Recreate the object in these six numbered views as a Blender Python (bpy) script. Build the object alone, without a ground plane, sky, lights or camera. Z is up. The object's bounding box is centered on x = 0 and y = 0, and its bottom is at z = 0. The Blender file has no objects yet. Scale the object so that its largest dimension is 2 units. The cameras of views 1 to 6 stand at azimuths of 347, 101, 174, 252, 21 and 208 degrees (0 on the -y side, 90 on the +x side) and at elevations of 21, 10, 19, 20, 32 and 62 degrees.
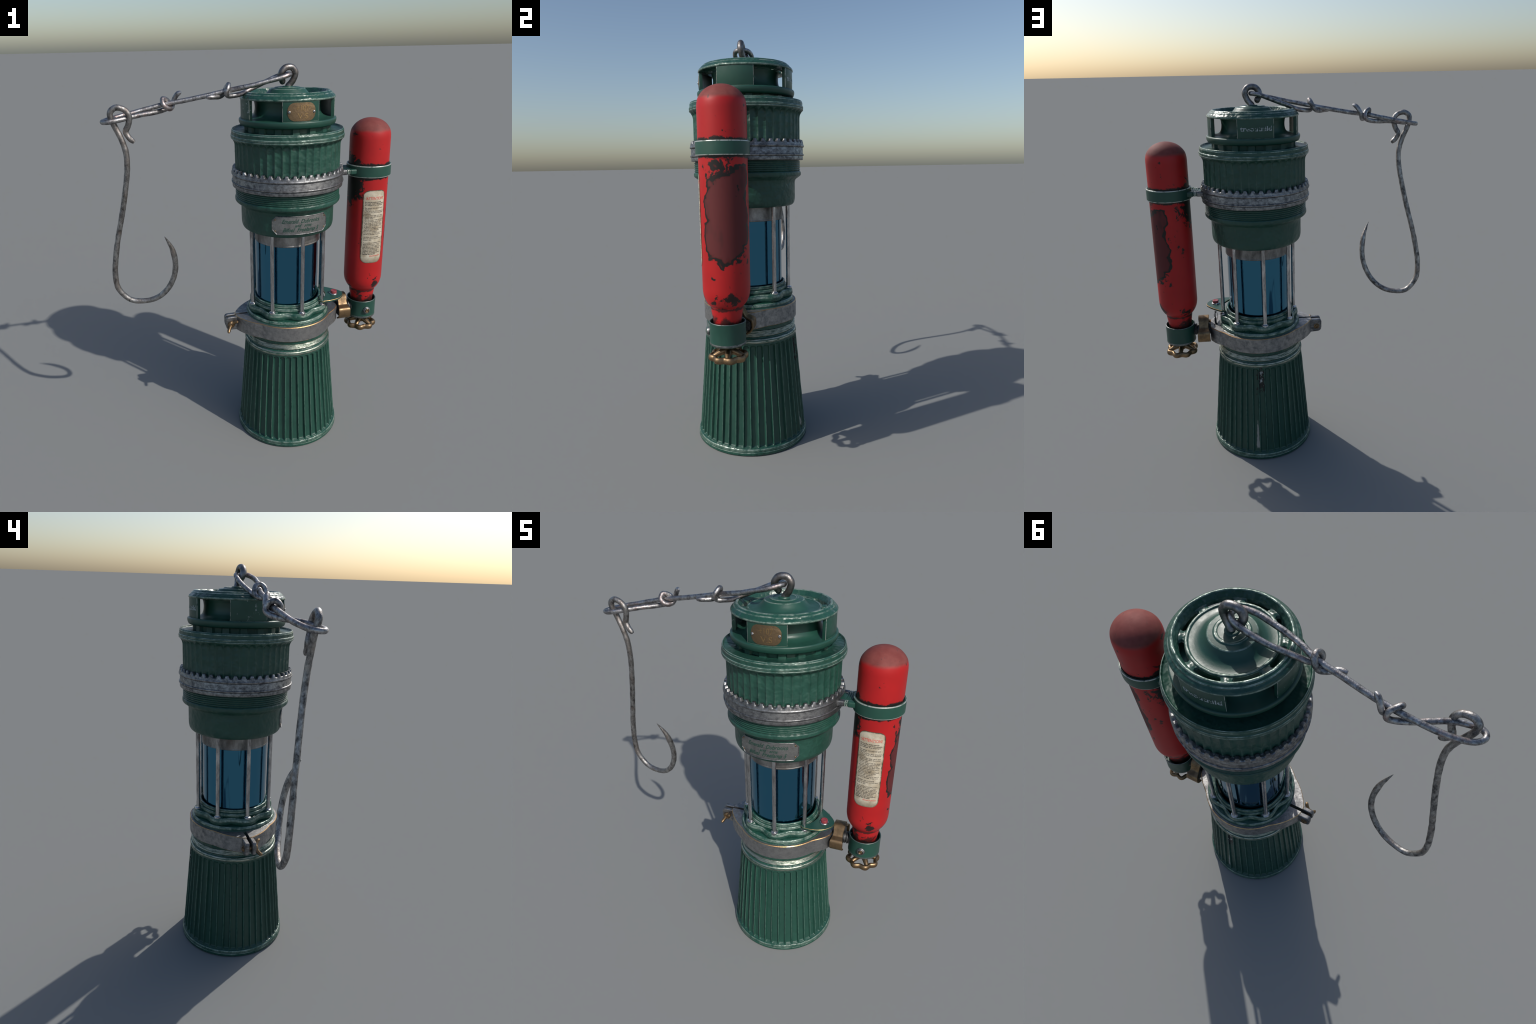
# Procedural model: a worn green safety lamp with a red gas bottle, a wire
# suspension link and a long hook.  Frame: metres, z up.
import bpy, bmesh, math, random
import numpy as np
from mathutils import Vector, Matrix

rnd = random.Random(7)
AX = 0.1772                 # lamp axis (x), y = 0
BX = 0.62                   # gas bottle axis (x), y = 0
TAU = 2 * math.pi
rad = math.radians

# --------------------------------------------------------------------------
# node helper
# --------------------------------------------------------------------------
class Mat:
    def __init__(self, name):
        self.m = bpy.data.materials.new(name)
        self.m.use_nodes = True
        self.t = self.m.node_tree
        self.t.nodes.clear()
        self.out = self.t.nodes.new("ShaderNodeOutputMaterial")
        self.b = self.t.nodes.new("ShaderNodeBsdfPrincipled")
        self.t.links.new(self.b.outputs[0], self.out.inputs[0])
        self.co = self.t.nodes.new("ShaderNodeTexCoord").outputs["Object"]

    def put(self, sock, v):
        if isinstance(v, bpy.types.NodeSocket):
            self.t.links.new(v, sock)
        elif isinstance(v, (tuple, list)):
            sock.default_value = tuple(v) + ((1.0,) if len(v) == 3 and sock.type == "RGBA" else ())
        else:
            sock.default_value = v

    def set(self, **kw):
        names = dict(color="Base Color", rough="Roughness", metal="Metallic", normal="Normal",
                     spec="Specular IOR Level", coat="Coat Weight", coat_rough="Coat Roughness")
        for k, v in kw.items():
            self.put(self.b.inputs[names[k]], v)
        return self

    def mapped(self, scale=(1, 1, 1), loc=(0, 0, 0)):
        n = self.t.nodes.new("ShaderNodeMapping")
        n.inputs["Scale"].default_value = scale
        n.inputs["Location"].default_value = loc
        self.t.links.new(self.co, n.inputs["Vector"])
        return n.outputs[0]

    def noise(self, scale, detail=4.0, rough=0.55, dist=0.0, vec=None):
        n = self.t.nodes.new("ShaderNodeTexNoise")
        n.inputs["Scale"].default_value = scale
        n.inputs["Detail"].default_value = detail
        n.inputs["Roughness"].default_value = rough
        n.inputs["Distortion"].default_value = dist
        self.t.links.new(vec or self.co, n.inputs["Vector"])
        return n.outputs["Fac"]

    def ramp(self, fac, *stops):
        n = self.t.nodes.new("ShaderNodeValToRGB")
        e = n.color_ramp.elements
        while len(e) < len(stops):
            e.new(0.5)
        for i, (p, c) in enumerate(stops):
            e[i].position = p
            e[i].color = (c, c, c, 1) if not isinstance(c, (tuple, list)) else tuple(c) + (1,)
        self.put(n.inputs[0], fac)
        return n.outputs[0]

    def mix(self, fac, a, b):
        n = self.t.nodes.new("ShaderNodeMix")
        n.data_type = "RGBA"
        self.put(n.inputs[0], fac)
        self.put(n.inputs[6], a)
        self.put(n.inputs[7], b)
        return n.outputs[2]

    def math(self, op, a, b=0.0, c=None, clamp=False):
        n = self.t.nodes.new("ShaderNodeMath")
        n.operation = op
        n.use_clamp = clamp
        self.put(n.inputs[0], a)
        self.put(n.inputs[1], b)
        if c is not None:
            self.put(n.inputs[2], c)
        return n.outputs[0]

    def xyz(self):
        n = self.t.nodes.new("ShaderNodeSeparateXYZ")
        self.t.links.new(self.co, n.inputs[0])
        return n.outputs

    def step(self, v, lo, hi):
        """smooth 0..1 as v goes lo -> hi"""
        n = self.t.nodes.new("ShaderNodeMapRange")
        n.interpolation_type = "SMOOTHSTEP"
        self.put(n.inputs[0], v)
        n.inputs[1].default_value = lo
        n.inputs[2].default_value = hi
        return n.outputs[0]

    def point(self):
        return self.t.nodes.new("ShaderNodeNewGeometry").outputs["Pointiness"]

    def bump(self, h, strength=0.3, dist=0.004, normal=None):
        n = self.t.nodes.new("ShaderNodeBump")
        n.inputs["Strength"].default_value = strength
        n.inputs["Distance"].default_value = dist
        self.put(n.inputs["Height"], h)
        if normal is not None:
            self.put(n.inputs["Normal"], normal)
        return n.outputs[0]

    def azimuth(self, cx):
        x, y, z = self.xyz()
        return self.math("ARCTAN2", y, self.math("SUBTRACT", x, cx)), z


GREEN = (0.0155, 0.070, 0.049)
GREEN_D = (0.0115, 0.054, 0.039)
PALE = (0.30, 0.36, 0.31)
STEEL = (0.42, 0.42, 0.42)
BRONZE = (0.36, 0.22, 0.10)


def green_paint(name, hammer=0.0, pale_edge=0.0, chips=0.0, rough=0.42, extra=None):
    m = Mat(name)
    n1 = m.noise(9, 5, 0.6)
    col = m.mix(m.ramp(n1, (0.3, 0.0), (0.7, 1.0)), GREEN_D, GREEN)
    r = m.ramp(m.noise(30, 4, 0.6), (0.3, rough - 0.06), (0.7, rough + 0.08))
    metal = 0.0
    if pale_edge > 0:
        w = m.math("MULTIPLY", m.step(m.point(), 0.515, 0.60),
                   m.ramp(m.noise(38, 4, 0.65), (0.36, 0.0), (0.62, 1.0)))
        w = m.math("MULTIPLY", w, pale_edge, clamp=True)
        col = m.mix(w, col, PALE)  # convex edges mixed towards a paler colour in broken patches
    if chips > 0:
        c = m.ramp(m.noise(55, 6, 0.7, 0.6), (0.70 - 0.04 * chips, 0.0), (0.73 - 0.04 * chips, 1.0))
        col = m.mix(c, col, (0.40, 0.42, 0.40))
    if extra:
        col = extra(m, col)
    nrm = None
    if hammer > 0:
        nrm = m.bump(m.noise(22, 2, 0.5), hammer, 0.02)
    fine = m.bump(m.noise(160, 3, 0.6), 0.06, 0.004, nrm)
    m.set(color=col, rough=r, metal=metal, normal=fine, spec=0.5)
    return m.m


def metal_mat(name, base, dark, rough=0.38, scale=30, stretch=(1, 1, 1), bump=0.25, amount=1.0, tint=None,
              lo=0.35, hi=0.65, metal=1.0):
    m = Mat(name)
    v = m.mapped(stretch)
    g = m.ramp(m.noise(scale, 6, 0.68, 0.3, v), (lo, 0.0), (hi, amount))
    col = m.mix(g, dark, base)
    if tint:
        col = m.mix(m.ramp(m.noise(scale * 0.35, 4, 0.6, 0.2, v), (0.52, 0.0), (0.72, 0.7)), col, tint)
    ro = m.ramp(g, (0.0, min(rough + 0.22, 0.9)), (1.0, rough))
    m.set(color=col, rough=ro, metal=metal, normal=m.bump(m.noise(scale * 3, 4, 0.6, 0, v), bump, 0.003))
    return m.m


M = {}
M["green"] = green_paint("green_paint", hammer=0.0, pale_edge=0.0)
M["green_rim"] = green_paint("hammered_green_paint", hammer=0.65, pale_edge=0.75, rough=0.31)
M["green_cup"] = green_paint("dented_green_paint", hammer=0.50, pale_edge=0.25, rough=0.42)
M["worn"] = None


def worn_edge(name, pale, bare):
    m = Mat(name)
    k = m.ramp(m.noise(45, 5, 0.65), (0.34, 0.0), (0.5, 1.0))
    m.set(color=m.mix(k, GREEN, pale), rough=0.35, metal=m.math("MULTIPLY", k, bare))
    return m.m


M["worn"] = worn_edge("chipped_paint_edge", (0.50, 0.52, 0.48), 0.5)


def pale_rim():
    """bead crests with paler soft patches over the green"""
    m = Mat("pale_patchy_crest")
    k = m.ramp(m.noise(26, 3, 0.6), (0.36, 0.0), (0.62, 1.0))
    k = m.math("MULTIPLY", k, m.ramp(m.noise(110, 3, 0.6), (0.25, 0.35), (0.6, 1.0)))
    m.set(color=m.mix(k, GREEN, (0.27, 0.34, 0.29)), rough=m.ramp(k, (0.0, 0.36), (1.0, 0.28)), metal=m.math("MULTIPLY", k, 0.35),
          normal=m.bump(m.noise(24, 2, 0.5), 0.45, 0.02))
    return m.m


M["crest"] = pale_rim()


def flute_mat():
    def extra(m, col):
        az, z = m.azimuth(AX)
        # chipped patch and bare streak at the back, as on the real shell
        def band(c, w, z0, z1, thr, soft):
            a = m.math("SUBTRACT", 1.0, m.math("DIVIDE", m.math("ABSOLUTE", m.math("SUBTRACT", az, rad(c))), rad(w)))
            zz = m.math("SUBTRACT", 1.0, m.math("DIVIDE", m.math("ABSOLUTE", m.math("SUBTRACT", z, (z0 + z1) / 2)), (z1 - z0) / 2))
            k = m.math("MINIMUM", a, zz)
            k = m.math("ADD", k, m.math("MULTIPLY", m.math("SUBTRACT", m.noise(60, 4, 0.6), 0.5), soft))
            return m.step(k, thr, thr + 0.12)
        col = m.mix(band(86.0, 6.0, 0.39, 0.560, 0.22, 2.6), col, (0.002, 0.006, 0.006))
        col = m.mix(band(86.0, 4.0, 0.42, 0.552, 0.80, 5.2), col, (0.34, 0.36, 0.35))
        # pale drip: pointed at the top, widening downwards
        wd = m.math("MULTIPLY", m.math("POWER", m.math("DIVIDE", m.math("SUBTRACT", 0.245, z), 0.19, clamp=True), 0.7), rad(2.3))
        wd = m.math("ADD", wd, m.math("MULTIPLY", m.math("SUBTRACT", m.noise(34, 4, 0.6), 0.5), rad(3.0)))
        drip = m.step(m.math("SUBTRACT", wd, m.math("ABSOLUTE", m.math("SUBTRACT", az, rad(80.5)))), 0.0, rad(0.5))
        drip = m.math("MULTIPLY", drip, m.math("MULTIPLY", m.step(z, 0.055, 0.07), m.step(z, 0.240, 0.225)))
        col = m.mix(drip, col, (0.30, 0.30, 0.275))
        return col
    return green_paint("fluted_green_paint", hammer=0.12, pale_edge=0.0, rough=0.44, extra=extra)


M["flute"] = flute_mat()
M["ridge"] = worn_edge("pale_flute_ridge", (0.085, 0.165, 0.13), 0.1)


def panel_mat():
    def extra(m, col):
        x, y, z = m.xyz()
        az, _ = m.azimuth(AX)
        sc = m.math("MULTIPLY", m.math("MULTIPLY", m.step(m.noise(48, 5, 0.74, 1.2), 0.575, 0.61), m.step(x, 0.0, -0.04)), m.step(m.noise(15, 2, 0.5), 0.48, 0.54))
        return m.mix(sc, col, (0.30, 0.34, 0.34))
    return green_paint("cap_panel_paint", pale_edge=0.0, chips=0.0, rough=0.40, extra=extra)


M["panel"] = panel_mat()
M["silver"] = metal_mat("cast_aluminium", (0.35, 0.35, 0.35), (0.11, 0.11, 0.115), 0.38, 44, (1, 1, 1.4), 0.18, lo=0.36, hi=0.66)
M["grimy"] = metal_mat("grimy_steel_band", (0.37, 0.365, 0.36), (0.16, 0.16, 0.165), 0.48, 40, (1, 1, 1), 0.3, lo=0.28, hi=0.66)
M["collar"] = metal_mat("tarnished_steel", (0.38, 0.37, 0.36), (0.16, 0.15, 0.14), 0.42, 14, (1, 1, 0.5), 0.15, tint=(0.20, 0.13, 0.10))
M["rod"] = metal_mat("polished_rod_steel", (0.68, 0.68, 0.69), (0.22, 0.21, 0.21), 0.19, 40, (1, 1, 0.25), 0.2)
M["thread"] = metal_mat("worn_thread", (0.44, 0.46, 0.39), (0.05, 0.11, 0.085), 0.34, 26, (1, 1, 6), 0.5, lo=0.36, hi=0.56)
M["wire"] = metal_mat("forged_wire", (0.50, 0.49, 0.49), (0.10, 0.097, 0.10), 0.34, 48, (1, 1, 1), 0.5, tint=(0.42, 0.30, 0.28))
M["eye"] = metal_mat("dark_forged_eye", (0.30, 0.29, 0.29), (0.10, 0.095, 0.09), 0.36, 34, (1, 1, 1), 0.4, tint=(0.20, 0.15, 0.12))
M["hook"] = metal_mat("hook_steel", (0.46, 0.45, 0.44), (0.085, 0.08, 0.078), 0.42, 52, (1, 1, 0.6), 0.5, tint=(0.30, 0.25, 0.22))
M["bronze"] = metal_mat("aged_bronze", (0.31, 0.205, 0.112), (0.135, 0.095, 0.06), 0.40, 22, (1, 1, 1), 0.15, lo=0.3, hi=0.6)
M["brass_line"] = metal_mat("bare_brass_edge", (0.72, 0.44, 0.20), (0.45, 0.27, 0.12), 0.3, 40)
M["plaque"] = metal_mat("scratched_brass", (0.27, 0.185, 0.105), (0.19, 0.135, 0.082), 0.45, 26, (1, 1, 1), 0.5, lo=0.3, hi=0.7)
M["plaque_text"] = metal_mat("rubbed_brass", (0.56, 0.38, 0.18), (0.28, 0.18, 0.09), 0.34, 90, (1, 1, 1), 0.2)
M["dark"] = metal_mat("dark_pipe", (0.20, 0.20, 0.20), (0.05, 0.05, 0.05), 0.40, 30)
M["ink_green"] = Mat("engraved_green_enamel").set(color=(0.010, 0.052, 0.036), rough=0.5).m
M["plate"] = metal_mat("engraved_plate_steel", (0.34, 0.34, 0.33), (0.17, 0.17, 0.17), 0.45, 30, (1, 1, 1), 0.3)
M["glass"] = Mat("blue_mirror_glass").set(color=(0.054, 0.203, 0.325), rough=0.06, metal=1.0).m
M["black"] = Mat("black_rubber").set(color=(0.008, 0.008, 0.008), rough=0.5).m
M["ink_black"] = Mat("printed_black_ink").set(color=(0.035, 0.032, 0.03), rough=0.7).m
M["ink_red"] = Mat("printed_red_ink").set(color=(0.62, 0.06, 0.045), rough=0.7).m


def button_mat():
    m = Mat("scuffed_red_button")
    k = m.ramp(m.noise(120, 4, 0.6), (0.4, 0.0), (0.7, 1.0))
    m.set(color=m.mix(k, (0.24, 0.022, 0.03), (0.30, 0.07, 0.075)), rough=0.42)
    return m.m


M["button"] = button_mat()


def label_mat():
    m = Mat("stained_paper_label")
    x, y, z = m.xyz()
    az, _ = m.azimuth(BX)
    col = m.mix(m.ramp(m.noise(24, 5, 0.65), (0.35, 0.0), (0.65, 1.0)), (0.34, 0.275, 0.185), (0.56, 0.50, 0.39))
    u = m.math("MULTIPLY", m.math("ADD", az, rad(91)), 0.104)
    dx = m.math("SUBTRACT", 0.0615, m.math("ABSOLUTE", u))
    dz = m.math("SUBTRACT", 0.200, m.math("ABSOLUTE", m.math("SUBTRACT", z, 1.180)))
    # distance to the rounded border (corner radius 0.032)
    cx = m.math("MAXIMUM", m.math("SUBTRACT", 0.032, dx), 0.0)
    cz = m.math("MAXIMUM", m.math("SUBTRACT", 0.032, dz), 0.0)
    d = m.math("SUBTRACT", 0.032, m.math("SQRT", m.math("ADD", m.math("MULTIPLY", cx, cx), m.math("MULTIPLY", cz, cz))))
    d = m.math("ADD", d, m.math("MULTIPLY", m.math("SUBTRACT", m.noise(60, 4, 0.6), 0.5), 0.012))
    col = m.mix(m.step(d, 0.007, 0.001), col, (0.06, 0.048, 0.028))
    lo = m.math("MULTIPLY", m.step(z, 1.02, 0.985), 0.7)
    col = m.mix(lo, col, (0.20, 0.17, 0.12))
    m.set(color=col, rough=0.55)
    return m.m


M["label"] = label_mat()


def bottle_mat():
    m = Mat("chipped_red_enamel")
    az, z = m.azimuth(BX)
    x, y, _ = m.xyz()
    red = m.mix(m.ramp(m.noise(7, 4, 0.5), (0.3, 0.0), (0.7, 1.0)), (0.36, 0.0095, 0.0105), (0.43, 0.0115, 0.0125))
    big = m.math("SUBTRACT", m.noise(16, 6, 0.62, 0.6), 0.5)
    lobe = m.math("SUBTRACT", m.noise(15, 2, 0.5, 0.4), 0.5)
    mid = m.math("SUBTRACT", m.noise(34, 6, 0.66, 0.8), 0.5)
    black = (0.011, 0.0085, 0.0075)

    def sq(v, c, w, p=4.0):
        return m.math("POWER", m.math("ABSOLUTE", m.math("DIVIDE", m.math("SUBTRACT", v, c), w)), p)
    # large weathered patch on the outer side
    f = m.math("ADD", sq(az, rad(24), rad(56)), sq(z, 1.20, 0.212))
    f = m.math("POWER", f, 0.25)
    f = m.math("ADD", f, m.math("MULTIPLY", lobe, 1.05))
    f = m.math("ADD", f, m.math("MULTIPLY", mid, 0.17))
    inner = m.step(f, 0.90, 0.82)
    edge = m.math("MULTIPLY", m.step(f, 1.03, 0.99), m.step(f, 0.80, 0.90))
    maroon = m.mix(m.step(m.noise(11, 3, 0.55, 0.0, m.mapped((1, 1, 0.45))), 0.54, 0.74), (0.104, 0.0165, 0.017), (0.042, 0.011, 0.011))
    col = m.mix(inner, red, maroon)
    col = m.mix(edge, col, black)
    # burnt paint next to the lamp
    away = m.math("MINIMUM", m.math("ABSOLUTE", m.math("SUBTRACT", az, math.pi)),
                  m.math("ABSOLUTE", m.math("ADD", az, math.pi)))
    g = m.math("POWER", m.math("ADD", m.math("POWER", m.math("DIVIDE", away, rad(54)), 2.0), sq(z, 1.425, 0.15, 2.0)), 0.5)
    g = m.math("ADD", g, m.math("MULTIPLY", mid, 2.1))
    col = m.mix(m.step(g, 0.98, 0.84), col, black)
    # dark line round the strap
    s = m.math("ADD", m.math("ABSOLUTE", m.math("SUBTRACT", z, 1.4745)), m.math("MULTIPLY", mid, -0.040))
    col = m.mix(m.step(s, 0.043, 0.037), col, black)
    # scattered chips, denser low down and round the patch edge
    dens = m.math("ADD", m.math("MULTIPLY", m.step(z, 0.97, 0.87), 0.045), m.math("MULTIPLY", m.math("MULTIPLY", m.step(z, 1.27, 1.36), m.step(z, 1.50, 1.44)), 0.045))
    c = m.math("ADD", m.math("ADD", m.math("MULTIPLY", m.noise(15, 4, 0.55, 0.5), 0.7), m.math("MULTIPLY", m.noise(60, 5, 0.7, 0.6), 0.3)), dens)
    col = m.mix(m.math("MULTIPLY", m.step(c, 0.610, 0.640), 0.97), col, black)
    # dark soot at the neck
    nk = m.math("ADD", m.math("MULTIPLY", big, 0.22), z)
    nk = m.math("ADD", nk, m.math("MULTIPLY", mid, 0.10))
    col = m.mix(m.math("MULTIPLY", m.step(nk, 0.775, 0.735), 0.9), col, black)
    cr = m.math("ADD", m.math("ABSOLUTE", m.math("SUBTRACT", z, 0.797)), m.math("MULTIPLY", mid, 0.03))
    col = m.mix(m.math("MULTIPLY", m.step(cr, 0.009, 0.004), 0.85), col, black)
    # settled dust on the dome
    dust = m.step(m.math("ADD", z, m.math("MULTIPLY", big, 0.012)), 1.664, 1.684)
    col = m.mix(m.math("MULTIPLY", dust, 0.92), col, m.mix(m.ramp(m.noise(30, 5, 0.6), (0.35, 0.0), (0.7, 1.0)), (0.150, 0.038, 0.032), (0.195, 0.058, 0.048)))
    dd = m.math("MULTIPLY", m.step(m.noise(38, 6, 0.7, 0.8), 0.64, 0.68), m.step(z, 1.66, 1.70))
    col = m.mix(dd, col, (0.05, 0.035, 0.03))
    ro = m.math("ADD", 0.46, m.math("MULTIPLY", dust, 0.25))
    ro = m.math("ADD", ro, m.math("MULTIPLY", inner, 0.22))
    m.set(color=col, rough=ro, spec=0.36, normal=m.bump(m.noise(120, 3, 0.6), 0.05, 0.003))
    return m.m


M["bottle"] = bottle_mat()

# --------------------------------------------------------------------------
# geometry helpers
# --------------------------------------------------------------------------
def new_obj(name, verts, faces, mats, fmat=None, parent=None, angle=35, smooth=True):
    me = bpy.data.meshes.new(name)
    me.from_pydata([tuple(v) for v in verts], [], faces)
    for m in mats:
        me.materials.append(m)
    if fmat is not None:
        me.polygons.foreach_set("material_index", fmat)
    bm = bmesh.new()
    bm.from_mesh(me)
    bmesh.ops.recalc_face_normals(bm, faces=bm.faces)
    bm.to_mesh(me)
    bm.free()
    if smooth:
        me.polygons.foreach_set("use_smooth", [True] * len(me.polygons))
        me.set_sharp_from_angle(angle=rad(angle))
    me.update()
    ob = bpy.data.objects.new(name, me)
    bpy.context.scene.collection.objects.link(ob)
    if parent is not None:
        ob.parent = parent
    return ob


def fillet(points, n=4):
    """points: (r, z, fillet radius, tag). Returns [(r, z, tag)] with rounded corners;
    the tag of a point belongs to its rounded corner."""
    out = []
    P = [(p + (0.0, 0))[:4] if len(p) == 2 else (p + (0,))[:4] for p in points]
    for i, (r, z, f, tag) in enumerate(P):
        if f <= 0 or i == 0 or i == len(P) - 1:
            out.append((r, z, 0))
            continue
        a = Vector((P[i - 1][0] - r, P[i - 1][1] - z))
        b = Vector((P[i + 1][0] - r, P[i + 1][1] - z))
        f = min(f, a.length * 0.48, b.length * 0.48)
        p0 = Vector((r, z)) + a.normalized() * f
        p2 = Vector((r, z)) + b.normalized() * f
        for k in range(n + 1):
            t = k / n
            q = p0 * (1 - t) ** 2 + Vector((r, z)) * 2 * t * (1 - t) + p2 * t * t
            out.append((q.x, q.y, tag if k < n else 0))
    return out


def lathe(name, points, mats, parent, cx=AX, cy=0.0, seg=128, closed=False, fn=4, shape=None, angle=35):
    """Surface of revolution.  shape(phi, r, z) may alter (r, z)."""
    prof = fillet(points, fn)
    n = len(prof)
    verts, faces, fm = [], [], []
    for r, z, _ in prof:
        for s in range(seg):
            ph = TAU * s / seg
            rr, zz = (r, z) if shape is None else shape(ph, r, z)
            verts.append((cx + rr * math.cos(ph), cy + rr * math.sin(ph), zz))
    for i in range(n if closed else n - 1):
        j = (i + 1) % n
        for s in range(seg):
            t = (s + 1) % seg
            faces.append((i * seg + s, i * seg + t, j * seg + t, j * seg + s))
            fm.append(min(prof[i][2], len(mats) - 1))
    if not closed:
        if prof[0][0] > 1e-6:
            faces.append(tuple(range(seg)))
            fm.append(0)
        if prof[-1][0] > 1e-6:
            faces.append(tuple((n - 1) * seg + s for s in range(seg)))
            fm.append(0)
    return new_obj(name, verts, faces, mats, fm, parent, angle)


def catmull(P, m, closed=False):
    P = np.array(P, float)
    if closed:
        Q = np.vstack([P[-1], P, P[0], P[1]])
    else:
        Q = np.vstack([2 * P[0] - P[1], P, 2 * P[-1] - P[-2]])
    n = len(Q) - 3
    u = np.linspace(0, n, m, endpoint=not closed)
    i = np.minimum(u.astype(int), n - 1)
    t = (u - i)[:, None]
    a, b, c, d = Q[i], Q[i + 1], Q[i + 2], Q[i + 3]
    return 0.5 * (2 * b + (c - a) * t + (2 * a - 5 * b + 4 * c - d) * t * t + (3 * b - a - 3 * c + d) * t ** 3)


def even(P, m):
    s = np.r_[0, np.cumsum(np.linalg.norm(np.diff(P, axis=0), axis=1))]
    q = np.linspace(0, s[-1], m)
    return np.stack([np.interp(q, s, P[:, k]) for k in range(3)], 1)


def tube_data(path, radii, seg=14, closed=False, wob=0.0, seed=1):
    P = np.array(path, float)
    m = len(P)
    R = np.full(m, radii) if np.isscalar(radii) else np.array(radii)
    if closed:
        T = np.roll(P, -1, 0) - np.roll(P, 1, 0)
    else:
        T = np.gradient(P, axis=0)
    T /= np.linalg.norm(T, axis=1)[:, None]
    ref = np.array([0, 0, 1.0]) if abs(T[0][2]) < 0.9 else np.array([1.0, 0, 0])
    N = np.cross(T[0], ref)
    N /= np.linalg.norm(N)
    verts, faces = [], []
    rg = np.random.default_rng(seed)
    lump = np.interp(np.arange(m), np.arange(0, m + 3, 3), rg.normal(0, wob, len(np.arange(0, m + 3, 3)))) if wob else np.zeros(m)
    for i in range(m):
        N = N - T[i] * (N @ T[i])
        N /= np.linalg.norm(N)
        B = np.cross(T[i], N)
        for s in range(seg):
            a = TAU * s / seg
            k = R[i] * (1 + lump[i] + (wob * 0.6 * math.sin(2 * a + i * 0.35) if wob else 0))
            verts.append(P[i] + k * (math.cos(a) * N + math.sin(a) * B))
    for i in range(m if closed else m - 1):
        j = (i + 1) % m
        for s in range(seg):
            t = (s + 1) % seg
            faces.append((i * seg + s, i * seg + t, j * seg + t, j * seg + s))
    if not closed:
        faces.append(tuple(range(seg)))
        faces.append(tuple((m - 1) * seg + s for s in range(seg)))
    return verts, faces


def tube(name, path, radii, mat, parent, seg=14, closed=False, wob=0.0, seed=1, angle=50):
    v, f = tube_data(path, radii, seg, closed, wob, seed)
    return new_obj(name, v, f, [mat], None, parent, angle)


def prism(name, outline, z0, z1, mats, parent, bevel=0.002, axis="z", angle=35, edge_mat=None, concave=True):
    """Extruded 2D outline with bevelled rims. axis 'z': (x, y) -> z, 'x': (y, z) -> x, 'y': (x, z) -> y."""
    n = len(outline)
    C = np.array(outline, float)
    nxt, prv = np.roll(C, -1, 0), np.roll(C, 1, 0)
    t = nxt - prv
    t /= np.linalg.norm(t, axis=1)[:, None] + 1e-12
    nor = np.stack([t[:, 1], -t[:, 0]], 1)
    area = 0.5 * np.sum(C[:, 0] * nxt[:, 1] - nxt[:, 0] * C[:, 1])
    if area < 0:
        nor = -nor
    inn = C - nor * bevel
    rows = [(inn, z0), (C, z0 + bevel), (C, z1 - bevel), (inn, z1)]
    verts, faces, fm = [], [], []
    for c, z in rows:
        for x, y in c:
            verts.append({"z": (x, y, z), "x": (z, x, y), "y": (x, z, y)}[axis])
    for i in range(3):
        for s in range(n):
            q = (s + 1) % n
            faces.append((i * n + s, i * n + q, (i + 1) * n + q, (i + 1) * n + s))
            fm.append(1 if (i != 1 and len(mats) > 1) else 0)
    faces.append(tuple(range(n)))
    faces.append(tuple(3 * n + s for s in range(n)))
    fm += [0, 0]
    ob = new_obj(name, verts, faces, mats, fm, parent, angle)
    return ob


def rounded_rect(w, h, r, n=6, cut=False):
    out = []
    for cx, cy, a0 in ((w - r, h - r, 0), (-w + r, h - r, 90), (-w + r, -h + r, 180), (w - r, -h + r, 270)):
        for k in range(n + 1):
            a = rad(a0 + 90 * k / n)
            if cut:
                if k in (0, n):
                    out.append((cx + r * math.cos(a), cy + r * math.sin(a)))
            else:
                out.append((cx + r * math.cos(a), cy + r * math.sin(a)))
    return out


def on_cyl(cx, az, R, u, v, zc):
    a = az + u / R
    return a, v + zc


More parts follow.
